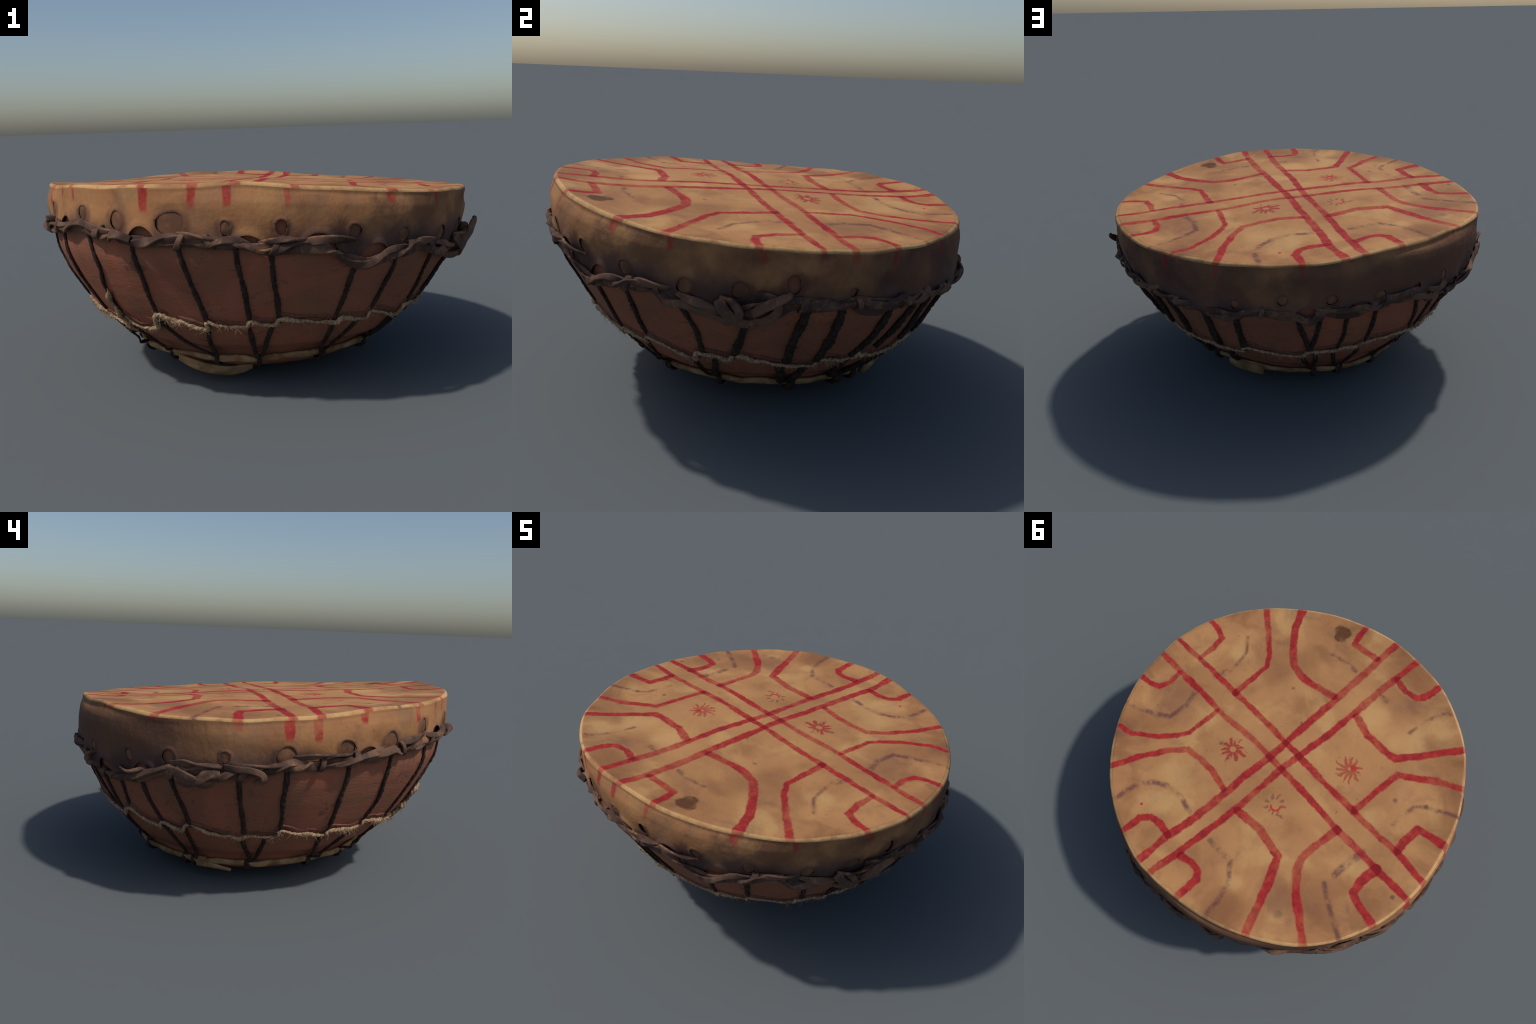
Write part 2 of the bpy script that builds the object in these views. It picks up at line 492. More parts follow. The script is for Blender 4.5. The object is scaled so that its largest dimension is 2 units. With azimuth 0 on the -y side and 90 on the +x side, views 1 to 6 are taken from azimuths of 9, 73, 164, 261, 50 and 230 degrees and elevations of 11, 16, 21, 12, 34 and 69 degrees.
def head_material(worn=False):
    n = Nodes('scuffed_rawhide' if worn else 'painted_rawhide')
    co = n.coord()
    c, fine, mid = hide_base(n, co)
    flat = n.vec('MULTIPLY', co, (1, 1, 0))
    rad = n.vec('LENGTH', flat)
    # brown and smoky patches toward the edge
    edge = n.math('MULTIPLY', n.step(rad, .50, .93), n.step(n.noise(co, 3.3, 4, .55, .8, offset=(5, 5, 1)), .42, .66))
    c = n.mix(n.math('MULTIPLY', edge, .62), c, srgb(124, 82, 56))
    smoke = n.math('MULTIPLY', n.step(rad, .45, .9), n.step(n.noise(co, 4.5, 5, .6, .5, offset=(2, 9, 6)), .52, .72))
    c = n.mix(n.math('MULTIPLY', smoke, .55), c, srgb(106, 72, 64))
    if worn:
        c = n.mix(n.step(n.noise(co, 18, 6, .7, offset=(2, 2, 2)), .30, .62, .10, .70), c, srgb(206, 166, 114))
    cloud = n.jitter(flat, 5, 3, .5, .22)
    for spots, tint, amt in ((STAINS, srgb(120, 78, 52), .42), (PALE, srgb(208, 168, 112), .36)):
        m = None
        for x, y, r in spots:
            d = n.math('MULTIPLY', n.vec('DISTANCE', cloud, (x, y, 0)), 1 / r)
            m = d if m is None else n.math('MINIMUM', m, d)
        c = n.mix(n.math('MULTIPLY', n.step(m, 1.35, .35), amt), c, tint)
    # warp so that the brush edges are ragged
    p = n.vec('MULTIPLY', n.jitter(n.jitter(co, 55, 3, .6, .011), 14, 4, .6, .018), (1, 1, 0))
    grain = n.noise(co, 26, 6, .7)
    p1 = n.vec('ADD', p, (0, 0, 1))
    wander = n.math('MULTIPLY_ADD', n.noise(co, 9, 3, .55, offset=(3, 9, 9)), .022, -.011)
    dens, last = paint_mask(n, p1, [(w * 1.14, q) for w, q in BARS + CURVES + HOOKS], .0055, None, wander)
    dens = n.math('MULTIPLY', dens, n.step(n.noise(co, 4.5, 3, .5, offset=(8, 8, 1)), .32, .62, .78, 1.22))
    # charcoal arcs, half rubbed away
    dk, last = paint_mask(n, p1, [(w * 1.45, q) for w, q in DARKS], .010, last)
    dk = n.math('MULTIPLY', n.math('MINIMUM', dk, 1.0), n.step(n.noise(co, 13, 7, .72, offset=(4, 2, 8)), .36, .60))
    c = n.mix(n.math('MULTIPLY', dk, .80), c, srgb(94, 58, 60))
    # brown heart-shaped burn
    h1 = n.vec('DISTANCE', p, (.330, -.722, 0))
    h2 = n.vec('DISTANCE', p, (.360, -.748, 0))
    h3 = n.vec('DISTANCE', p, (.326, -.752, 0))
    hj = n.math('MULTIPLY_ADD', n.noise(co, 26, 4, .6), .030, -.015)
    hm = n.step(n.math('ADD', n.math('MINIMUM', n.math('MINIMUM', h1, h2), h3), hj), .042, .026)
    hm = n.math('MULTIPLY', hm, n.step(n.noise(co, 30, 4, .6, offset=(3, 3, 3)), .25, .6, .55, 1.0))
    c = n.mix(n.math('MULTIPLY', hm, .92), c, srgb(86, 54, 36))
    for x, y, r, s in BLOTS:
        c = n.mix(n.math('MULTIPLY', n.step(n.vec('DISTANCE', p, (x, y, 0)), r * 1.3, r * .3), s * .8), c, srgb(84, 62, 56))
    c = n.mix(n.math('MULTIPLY', n.step(n.vec('DISTANCE', flat, (.292, .722, 0)), .0105, .006), .9), c, srgb(176, 40, 42))
    # little rayed suns
    soft = n.vec('ADD', n.vec('SCALE', p, scale=.6), n.vec('SCALE', flat, scale=.4))
    for x, y, count, r0, r1, w, col, amt in [(.206, .170, 10, .018, .074, .0074, (150, 44, 44), .85),
                                           (-.289, -.212, 11, .009, .082, .0062, (152, 50, 48), .70),
                                           (-.180, .208, 9, .034, .066, .0050, (112, 56, 56), .60)]:
        d = n.vec('SUBTRACT', soft, (x, y, 0))
        s = n.new('ShaderNodeSeparateXYZ')
        n.link(d, s.inputs[0])
        ang = n.math('ARCTAN2', s.outputs[1], s.outputs[0])
        turn = n.math('ADD', n.math('MULTIPLY', ang, count / TAU), n.math('MULTIPLY', n.noise(co, 13, 2, .5, offset=(x * 5, 2, y * 3)), 2.4))
        off = n.math('ABSOLUTE', n.math('SUBTRACT', n.math('FRACT', n.math('ADD', turn, 100.0)), .5))
        rr = n.vec('LENGTH', d)
        arc = n.math('MULTIPLY', n.math('MULTIPLY', off, TAU / count), rr)
        lim = n.math('ADD', r1 * .05, n.math('MULTIPLY', n.noise(co, 24, 2, .5, offset=(x * 9, y * 7, 3)), r1 * 1.7))
        ray = n.math('MULTIPLY', n.step(arc, w * 2.0, w * .5),
                     n.math('MULTIPLY', n.step(rr, r0 * .75, r0 * 1.1), n.step(rr, lim, n.math('SUBTRACT', lim, .012))))
        c = n.mix(n.math('MULTIPLY', ray, amt), c, srgb(*col))
    # a blot beside one sun, a broken ring inside another
    c = n.mix(n.math('MULTIPLY', n.step(n.vec('DISTANCE', n.vec('MULTIPLY', soft, (1.0, 1.0, 0)), (-.300, -.234, 0)), .022, .012), .85), c, srgb(178, 44, 42))
    ringd = n.math('ABSOLUTE', n.math('SUBTRACT', n.vec('DISTANCE', soft, (-.187, .208, 0)), .024))
    half = n.step(n.vec('DOT_PRODUCT', n.vec('SUBTRACT', soft, (-.187, .208, 0)), (-.6, .8, 0)), -.012, .004)
    c = n.mix(n.math('MULTIPLY', n.math('MULTIPLY', n.step(ringd, .008, .004), half), .85), c, srgb(178, 44, 42))
    c = red_over(n, c, n.math('MULTIPLY', dens, .62) if worn else dens, grain)
    n.bump(n.math('ADD', n.math('MULTIPLY', fine, .5), n.noise(co, 14, 4, .5, offset=(6, 1, 1))), .22, .006)
    return n.finish(c)


def skirt_material():
    n = Nodes('mottled_rawhide')
    co = n.coord()
    c, fine, mid = hide_base(n, co)
    s = n.new('ShaderNodeSeparateXYZ')
    n.link(co, s.inputs[0])
    x, y, z = s.outputs
    dirv = n.vec('NORMALIZE', n.vec('MULTIPLY', co, (1, 1, 0)))
    blur = n.noise(co, 6.0, 4, .5, .2, offset=(7, 3, 5))
    blur2 = n.noise(co, 8, 4, .52, .2, offset=(1, 6, 2))
    # height above the (tilted) line of the lace
    hz = n.math('SUBTRACT', z, n.math('ADD', .637, n.math('ADD', n.math('MULTIPLY', x, -.029), n.math('MULTIPLY', y, -.073))))
    hz = n.math('SUBTRACT', hz, n.math('MULTIPLY', n.math('SUBTRACT', blur, .5), .16))
    c = n.mix(.40, c, srgb(146, 98, 68))
    c = n.mix(n.math('MULTIPLY', n.step(n.noise(co, 5.0, 5, .6, .3, stretch=(1, 1, .8), offset=(6, 2, 9)), .52, .70), .55), c, srgb(116, 78, 58))
    c = n.mix(n.math('MULTIPLY', n.step(n.noise(co, 12, 5, .62, .3, stretch=(1, 1, .5), offset=(2, 6, 4)), .56, .74), .45), c, srgb(104, 74, 66))
    c = n.mix(n.math('MULTIPLY', n.step(n.noise(co, 7, 5, .6, .4, stretch=(1, 1, .7), offset=(11, 5, 3)), .50, .68), .50), c, srgb(134, 106, 82))
    # darker brown and purplish patches, set by side of the drum
    def lobe(az, wide):
        a = math.radians(az)
        return n.step(n.vec('DOT_PRODUCT', dirv, (math.sin(a), -math.cos(a), 0)), math.cos(math.radians(wide)), 1.0)
    brown = n.math('MULTIPLY', n.math('MAXIMUM', lobe(60, 62), lobe(135, 80)), n.step(n.math('ADD', n.math('MULTIPLY', mid, .55), n.math('MULTIPLY', blur, .45)), .38, .60))
    c = n.mix(n.math('MULTIPLY', brown, .72), c, srgb(106, 72, 54))
    pur = n.math('MULTIPLY', n.math('ADD', lobe(60, 60), lobe(130, 50)), n.step(blur2, .52, .70))
    c = n.mix(n.math('MULTIPLY', n.math('MINIMUM', pur, 1.0), .60), c, srgb(88, 60, 56))
    back = n.math('MULTIPLY', n.math('MULTIPLY', n.math('ADD', lobe(203, 56), n.math('MULTIPLY', lobe(122, 40), .5)), n.math('MULTIPLY_ADD', blur2, 2.2, .7), clamp=True), n.step(hz, .32, .15))
    c = n.mix(n.math('MULTIPLY', back, .78), c, srgb(80, 58, 52))
    low = n.step(hz, .095, .02)
    c = n.mix(n.math('MULTIPLY', low, .74), c, srgb(96, 72, 66))
    c = n.mix(n.math('MULTIPLY', n.step(hz, .055, -.005), .70), c, srgb(70, 54, 54))
    # stained halo round every hole
    p = n.jitter(co, 9, 4, .6, .030)
    halo = None
    for a0, z0, ra, rz in HOLES:
        a = math.radians(a0)
        r = float(side_r(z0, a0))
        d = n.vec('DISTANCE', p, (r * math.sin(a), -r * math.cos(a), z0))
        m = n.step(d, max(ra, rz) * 1.75, max(ra, rz) * .95)
        halo = m if halo is None else n.math('MAXIMUM', halo, m)
    c = n.mix(n.math('MULTIPLY', halo, .60), c, srgb(84, 60, 54))
    # paint run down over the rim
    q = n.jitter(co, 16, 5, .65, .020)
    sq = n.new('ShaderNodeSeparateXYZ')
    n.link(q, sq.inputs[0])
    dens = None
    for a0, hw, zb in RUNS:
        a = math.radians(a0)
        r = float(rim_r(a0))
        across = n.math('ABSOLUTE', n.vec('DOT_PRODUCT', q, (math.cos(a), math.sin(a), 0)))
        front = n.step(n.vec('DOT_PRODUCT', dirv, (math.sin(a), -math.cos(a), 0)), .90, .92)
        across = n.math('ADD', across, n.step(sq.outputs[2], zb + .05, zb, 0, hw * .22))
        m = n.math('MULTIPLY', n.step(across, hw + .004, hw - .006), n.step(sq.outputs[2], zb - .010, zb + .014))
        m = n.math('MULTIPLY', m, front)
        dens = m if dens is None else n.math('MAXIMUM', dens, m)
    grain = n.noise(co, 26, 6, .7)
    fade = n.math('SUBTRACT', 1.0, n.math('MULTIPLY', n.math('MULTIPLY', lobe(125, 85), .45), 1.0))
    dens = n.math('MULTIPLY', dens, n.step(n.noise(co, 10, 4, .6, offset=(5, 5, 5)), .32, .58, .50, 1.15))
    c = red_over(n, c, n.math('MULTIPLY', n.math('MULTIPLY', dens, .80), fade), grain)
    n.bump(n.math('ADD', n.math('MULTIPLY', fine, .5), n.noise(co, 12, 5, .6, .8, stretch=(1, 1, .45), offset=(4, 1, 1))), .40, .008)
    return n.finish(c)


def shell_material():
    n = Nodes('red_brown_hide')
    co = n.coord()
    s = n.new('ShaderNodeSeparateXYZ')
    n.link(co, s.inputs[0])
    big = n.noise(co, 3.2, 5, .6, .6)
    streak = n.noise(co, 7, 6, .65, .4, stretch=(1, 1, 5))
    fine = n.noise(co, 42, 5, .65, .2, stretch=(1, 1, 3.5))
    c = n.mix(n.step(big, .34, .66), srgb(130, 87, 69), srgb(152, 94, 73))
    c = n.mix(n.math('MULTIPLY', n.step(streak, .50, .72), .52), c, srgb(154, 78, 60))
    c = n.mix(n.math('MULTIPLY', n.step(n.noise(co, 5.2, 5, .62, .5, stretch=(1, 1, 2), offset=(3, 7, 1)), .52, .70), .60), c, srgb(130, 94, 68))
    c = n.mix(n.math('MULTIPLY', n.step(n.noise(co, 9, 5, .7, .8, stretch=(1, 1, 1.8), offset=(8, 2, 5)), .58, .72), .65), c, srgb(84, 60, 56))
    c = n.mix(n.math('MULTIPLY', n.step(fine, .55, .75), .30), c, srgb(92, 60, 52))
    # scuffs: thin wandering scratches, dark and pale
    line = n.math('ABSOLUTE', n.math('SUBTRACT', n.noise(co, 9, 3, .5, 1.5, offset=(2, 5, 8)), .5))
    gate = n.step(n.noise(co, 4, 3, .5, offset=(7, 7, 2)), .52, .62)
    c = n.mix(n.math('MULTIPLY', n.math('MULTIPLY', n.step(line, .008, .002), gate), .55), c, srgb(66, 46, 44))
    line2 = n.math('ABSOLUTE', n.math('SUBTRACT', n.noise(co, 13, 3, .5, 1.2, stretch=(1, 1, 2.2), offset=(5, 1, 4)), .5))
    gate2 = n.step(n.noise(co, 5, 3, .5, offset=(1, 2, 7)), .54, .64)
    c = n.mix(n.math('MULTIPLY', n.math('MULTIPLY', n.step(line2, .010, .002), gate2), .30), c, srgb(172, 128, 104))
    n.bump(n.math('ADD', streak, n.math('MULTIPLY', fine, .6)), .38, .006)
    return n.finish(c)


def leather_material(name, dark, mid_c, worn):
    n = Nodes(name)
    co = n.coord()
    a = n.noise(co, 8, 5, .6, .5)
    b = n.noise(co, 24, 5, .65, .4, offset=(3, 3, 9))
    f = n.noise(co, 110, 4, .6)
    c = n.mix(n.step(a, .38, .64), dark, mid_c)
    c = n.mix(n.math('MULTIPLY', n.step(b, .54, .72), .65), c, worn)
    c = n.mix(n.math('MULTIPLY', n.step(f, .52, .72), .30), c, dark)
    n.bump(n.math('ADD', b, n.math('MULTIPLY', f, .35)), .30, .004)
    return n.finish(c)


def cord_material(name, dark, light, speck, scale=55):
    n = Nodes(name)
    co = n.coord()
    a = n.noise(co, scale, 5, .7, .3, stretch=(1, 1, .5))
    b = n.noise(co, 12, 4, .6, offset=(5, 1, 8))
    c = n.mix(n.step(a, .35, .68), dark, light)
    c = n.mix(n.math('MULTIPLY', n.step(b, .56, .70), .60), c, speck)
    n.bump(a, .45, .004)
    return n.finish(c)


M_HEAD = head_material()
M_RIM = head_material(True)
M_SKIRT = skirt_material()
M_SHELL = shell_material()
M_LACE = leather_material('smoked_lace_leather', srgb(72, 55, 49), srgb(112, 85, 70), srgb(160, 112, 74))
M_PLUG = leather_material('brown_wood', srgb(100, 70, 54), srgb(126, 90, 66), srgb(142, 106, 76))
M_THONG = cord_material('dark_hair_cord', srgb(40, 31, 29), srgb(66, 52, 47), srgb(76, 56, 46))
M_ROPE = cord_material('pale_fibre_rope', srgb(128, 104, 82), srgb(182, 152, 120), srgb(106, 80, 68), 90)
M_UNDER = cord_material('maroon_brown', srgb(98, 64, 54), srgb(122, 78, 63), srgb(78, 54, 48))
M_HOOP = leather_material('pale_cane', srgb(118, 88, 60), srgb(160, 130, 94), srgb(184, 154, 118))

# ------------------------------------------------------------------- drum ---
drum = bpy.data.objects.new('drum', None)
bpy.context.scene.collection.objects.link(drum)
drum['label'] = 'shallow bowl drum with red painted hide head and laced cords'
drum['category'] = 'hand drum'


# --- shell: the bowl under everything ---
def build_shell():
    na, nu = 480, 110
    az = np.arange(na) * 360 / na
    a = np.radians(az)
    hx, hy = HOOP_C[0] + HOOP_R * np.sin(a), HOOP_C[1] - HOOP_R * np.cos(a)
    hr, ha = np.hypot(hx, hy), np.degrees(np.arctan2(hx, -hy)) % 360
    rows = []
    # underside below the hoop, a shallow dish
    for rr, dz in [(.02, -.110), (.15, -.109), (.28, -.103), (.36, -.094), (.43, -.079), (.49, -.060), (.54, -.036), (.57, -.016)]:
        k = rr / HOOP_R
        x, y = HOOP_C[0] + rr * np.sin(a), HOOP_C[1] - rr * np.cos(a)
        rows.append(np.stack([x, y, plane_hoop(x, y) + dz], -1))
    z0 = plane_hoop(hx, hy) + .004
    z1 = lace_z(az) + .15
    for k in range(nu):
        t = k / (nu - 1)
        z = z0 + (z1 - z0) * t
        rs = shell_r(z, az)
        w = smooth(t, 0, .14)
        r = (hr - .006) * (1 - w) + rs * w
        rows.append(np.stack([r * np.sin(a), -r * np.cos(a), z], -1))
    V = np.concatenate(rows)
    F = []
    for i in range(len(rows) - 1):
        for j in range(na):
            k = (j + 1) % na
            F.append((i * na + j, i * na + k, (i + 1) * na + k, (i + 1) * na + j))
    F.append(tuple(reversed(range(na))))
    F.append(tuple((len(rows) - 1) * na + j for j in range(na)))
    return mesh_from('bowl_shell', V, F)


add_object('shell', build_shell(), drum, M_SHELL)


# --- skin: head and skirt built as one surface, then parted at the rim ---
QUAD = (.8638, -.0348, -.0466, -.0585, -.0023, -.0321)


def quad(x, y):
    q = QUAD
    return q[0] + q[1] * x + q[2] * y + q[3] * x * x + q[4] * x * y + q[5] * y * y


def build_skin():
    na = 1200
    az = np.arange(na) * 360 / na
    a = np.radians(az)
    sa, ca = np.sin(a), np.cos(a)
    rr, rz = rim_r(az), rim_z(az) + .004 + .0022 * wav(az, 13, 7, 30, .3)
    # bend radius of the rim roll
    br = .0145 + .0025 * wav(az, 3, 4, 20, .5)
    rows = []
    n_head = 70
    R_in = rr - br
    for k in range(1, n_head + 1):
        rho = (k / n_head) ** .85
        x, y = R_in * rho * sa, -R_in * rho * ca
        xr, yr = rr * sa, -rr * ca
        z = quad(x, y) + (rz - quad(xr, yr)) * rho ** 4
        z += .0025 * np.sin(9 * x + 4 * y) * np.sin(7 * y - 5 * x + 1) * (1 - rho ** 6)
        z += -.006 * np.exp(-((x + .03) / .14) ** 2) * smooth(y, -.15, .25) * (1 - rho ** 8)
        z += -.003 * (1 - rho ** 7)
        for bx, by, bh in ((.70, 0, .008), (-.15, -.72, .009), (-.45, .25, .006), (-.55, -.05, -.005), (.35, .62, -.005)):
            z += bh * np.exp(-((x - bx) ** 2 + (y - by) ** 2) / .15 ** 2)
        rows.append(np.stack([x, y, z], -1))
    for k in range(1, 9):
        t = k / 8 * math.pi / 2
        r = R_in + br * math.sin(t)
        rows.append(np.stack([r * sa, -r * ca, rz - br * (1 - math.cos(t))], -1))
    border = len(rows) - 1
    n_side = 72
    zt, zb = rz - br, skirt_edge(az)
    for k in range(1, n_side + 1):
        t = k / n_side
        z = zt + (zb - zt) * t
        r = side_r(z, az)
        w0 = 1 - smooth(t, 0, .10)
        r = r * (1 - w0) + rr * w0
        # the skin sags out over the lace, and puckers between the holes
        d_edge = z - zb
        r = r + .007 * np.exp(-(d_edge / .022) ** 2) + .0035 * wav(az, 11, 14, 46, .2) * smooth(t, .45, .95)
        r = r + .0025 * np.sin(z * 31 + 3 * np.sin(3 * a)) * smooth(t, .1, .4)
        rows.append(np.stack([r * sa, -r * ca, z], -1))
    G = np.array(rows)                                   # rows x na x 3
    nr = len(G)
    # lips round the holes, holes themselves
    AZ = np.broadcast_to(az, (nr, na))
    kill = np.zeros((nr - 1, na), bool)
    dist_all = np.full((nr, na), 9.0)
    info = []
    for a0, z0, ra, rzh in HOLES:
        r0 = float(side_r(z0, a0))
        da = np.radians((AZ - a0 + 180) % 360 - 180) * r0
        dzh = (G[..., 2] - z0) / rzh
        th0 = np.arctan2(dzh, da / ra)
        d = np.hypot(da / ra, dzh) * (1 + .09 * np.sin(2 * th0 + a0) + .05 * np.sin(3 * th0 + 2 * a0))
        d[:border + 3] = 9
        info.append((a0, z0, ra, rzh, r0, d))
        dist_all = np.minimum(dist_all, d)
    lift = .003 * np.exp(-((dist_all - 1.12) / .22) ** 2)
    G[..., 0] += lift * sa
    G[..., 1] -= lift * ca
    jn = (np.arange(na) + 1) % na
    for a0, z0, ra, rzh, r0, d in info:
        fc = (d[:-1] + d[1:] + d[:-1][:, jn] + d[1:][:, jn]) / 4
        kk = fc < 1.0
        kill |= kk
        # vertices on the cut are drawn on to the ellipse
        near = np.zeros((nr, na), int)
        for di in (0, 1):
            for dj in (0, 1):
                near[di:nr - 1 + di] += np.roll(kk, dj, axis=1)
        edge = (near > 0) & (near < 4)
        ii, jj = np.where(edge)
        for i, j in zip(ii, jj):
            da = math.radians((az[j] - a0 + 180) % 360 - 180) * r0
            dz = G[i, j, 2] - z0
            s = 1 / max(d[i, j], .05)
            r = math.hypot(G[i, j, 0], G[i, j, 1])
            na_ = math.radians(a0) + da * s / r0
            G[i, j] = (r * math.sin(na_), -r * math.cos(na_), z0 + dz * s)
    # faces (outer layer)
    centre = np.array([[0, 0, quad(0, 0)]])
    V = np.concatenate([G.reshape(-1, 3), centre])
    c_id = nr * na
    head, rim, skirt = [], [], []
    for j in range(na):
        head.append((c_id, j, int(jn[j])))
    for i in range(nr - 1):
        tgt = head if i < n_head - 1 else rim if i < border - 1 else skirt
        for j in range(na):
            if kill[i, j]:
                continue
            k = int(jn[j])
            tgt.append((i * na + j, (i + 1) * na + j, (i + 1) * na + k, i * na + k))
    # normals of the whole outer surface
    tmp = mesh_from('tmp', V, head + rim + skirt)
    NV = np.zeros(len(tmp.vertices) * 3, np.float32)
    tmp.vertices.foreach_get('normal', NV)
    NV = NV.reshape(-1, 3).astype(float)
    bpy.data.meshes.remove(tmp)
    th = .009
    inner = V - NV * th
    nV = len(V)
    V2 = np.concatenate([V, inner])
    N2 = np.concatenate([NV, -NV])

    def closed(faces):
        F = list(faces) + [tuple(i + nV for i in reversed(f)) for f in faces]
        return F
    # free edges of the skirt (holes, lower edge) get a wall
    seen = {}
    for f in head + rim + skirt:
        for p, q in zip(f, f[1:] + f[:1]):
            key = (min(p, q), max(p, q))
            seen[key] = None if key in seen else (p, q)
    walls = [(e[1], e[0], e[0] + nV, e[1] + nV) for e in seen.values() if e]
    parts = {}
    for nm, faces, extra in (('drumhead', head, []), ('rim', rim, []), ('skirt', skirt, walls)):
        F = closed(faces) + extra
        used = np.unique(np.fromiter((i for f in F for i in f), int))
        remap = np.full(len(V2), -1)
        remap[used] = np.arange(len(used))
        FF = [tuple(int(remap[i]) for i in f) for f in F]
        me = mesh_from(nm, V2[used], FF)
        me.normals_split_custom_set_from_vertices([tuple(v) for v in N2[used]])
        parts[nm] = me
    return parts


skin = build_skin()
add_object('drumhead', skin['drumhead'], drum, M_HEAD)
add_object('rim', skin['rim'], drum, M_RIM)
add_object('skirt', skin['skirt'], drum, M_SKIRT)


# --- plugs: the bowl's rim swelling out through each hole ---
def build_plug(a0, z0, ra, rz, seed):
    g = np.random.default_rng(seed)
    r0 = float(side_r(z0, a0))
    na, nr = 40, 12
    V, F = [], []
    puff = g.uniform(.000, .007)
    for i in range(nr + 1):
        d = max(i / nr * 1.22, .02)
        for j in range(na):
            t = TAU * j / na
            az1 = a0 + math.degrees(d * ra * math.cos(t) / r0)
            z1 = z0 + d * rz * math.sin(t)
            r = float(side_r(z1, az1)) - .0025 + puff * (1 - d * d) - .006 * max(d - 1.0, 0) / .22 + .0008 * d * math.sin(3 * t + seed)
            a = math.radians(az1)
            V.append((r * math.sin(a), -r * math.cos(a), z1))
    for i in range(nr):
        for j in range(na):
            k = (j + 1) % na
            F.append((i * na + j, (i + 1) * na + j, (i + 1) * na + k, i * na + k))
    F.append(tuple(range(na)))
    return mesh_from('plug', V, F)


for k, h in enumerate(HOLES):
    if h[0] not in (82.3, 95.8, 199, 14):
        add_object('plug', build_plug(*h, 500 + k), drum, M_PLUG)


# --- lace: a broad twisted strap that runs round under the skin's edge ---
def build_lace():
    B = Build()
    az = np.arange(0, 360, .3)
    n = len(az)
    z = lace_z(az) + .003 * wav(az, 21, 20, 60, .2)
    # places where the strap turns over, and how far it has turned by then
    g = np.random.default_rng(4)
    turns, at = [], 5.0
    while at < 356:
        turns.append((at, g.uniform(2.2, 4.0), g.choice([1, 1, -1])))
        at += g.uniform(12, 21)
    if len(turns) % 2:
        turns = turns[:-1]
    roll = np.zeros(n)
    edge_on = np.zeros(n)
    for c0, w, s in turns:
        roll += s * math.pi * smooth(az, c0 - w, c0 + w)
        edge_on = np.maximum(edge_on, np.exp(-((az - c0) / (w * .8)) ** 2))
    tot = roll[-1]
    roll -= tot * np.linspace(0, 1, n) * 0 + (tot % math.pi) * np.linspace(0, 1, n)
    roll = roll + .35 * wav(az, 31, 5, 22, .4)
    w = .043 + .013 * wav(az, 41, 8, 40, .4) - .014 * edge_on
    t = .013 + .004 * edge_on
    lift = .015 + .012 * np.exp(-((az - 38) / 20) ** 2) + .008 * edge_on + .005 * wav(az, 51, 8, 40, .5)
    P = lifted(az, z, lift)
    N = shell_normal(az, z)
    B.add(*sweep(P, N, strap_profile(np.clip(w, .02, .066), t, roll), closed=True))
    # a narrower second strand that winds about the first
    ph = np.radians(az) * 19 + 2.2 * wav(az, 91, 2, 9, .4)
    w2 = .027 + .006 * wav(az, 92, 9, 40, .4)
    P2 = lifted(az, z + .004 + .016 * np.sin(ph), lift + .003 + .013 * np.cos(ph))
    B.add(*sweep(P2, N, strap_profile(np.clip(w2, .016, .04), np.full(n, .012), .9 * np.sin(ph + .6)), closed=True))
    return B.mesh('lace')


lace = add_object('lace', build_lace(), drum, M_LACE)

# second strand: straps that dive in and out of the skin above the main lace
# start azimuth, end azimuth, start height, mid rise, end height, width
STRANDS = [(324, 337.5, .762, .004, .728, .030), (351, 1.5, .738, .008, .716, .026), (19, 31, .698, .016, .688, .036),
           (9, 20, .700, .014, .706, .026), (46, 57, .648, .012, .640, .030), (57, 70, .632, .002, .588, .030),
           (71, 80, .590, .012, .640, .038), (83, 97, .618, .006, .612, .040), (98, 110, .612, -.010, .590, .028),
           (116, 127, .600, -.012, .586, .024), (140, 152, .575, -.006, .585, .024), (168, 179, .592, .004, .588, .026),
           (186, 200, .605, .008, .615, .028), (203, 211, .600, -.012, .615, .026), (222, 232, .580, -.008, .598, .028),
           (239, 253, .636, .012, .640, .032), (254, 268, .654, -.004, .668, .026), (268, 283.5, .690, .008, .698, .026),
           (298, 309, .728, .006, .758, .028), (309, 322, .752, -.012, .760, .024)]


def build_strand(a0, a1, z0, rise, z1, w0, seed):
    if a1 < a0:
        a1 += 360
    g = np.random.default_rng(seed)
    n = 40
    t = np.linspace(0, 1, n)
    az = a0 + (a1 - a0) * t
    z = .008 + z0 + (z1 - z0) * t + rise * np.sin(math.pi * t)
    lift = -.004 + .038 * np.sin(math.pi * np.clip(t, .0, 1)) ** .45
    w = w0 * (.55 + .45 * np.sin(math.pi * t) ** .6) * (1 + .15 * np.sin(t * 9 + g.uniform(0, 6)))
    roll = g.uniform(-.5, .5) + g.choice([-1, 1]) * g.uniform(.4, 2.4) * smooth(t, .15, .85)
    B = Build()
    B.add(*sweep(lifted(az, z, lift), shell_normal(az, z), strap_profile(w, np.full(n, .012), roll)))
    return B.mesh('lace_strand')


for k, (a0, a1, z0, rise, z1, w0) in enumerate(STRANDS):
    add_object('lace_strand', build_strand(a0, a1, z0, rise, z1, w0, 100 + k), lace, M_LACE)


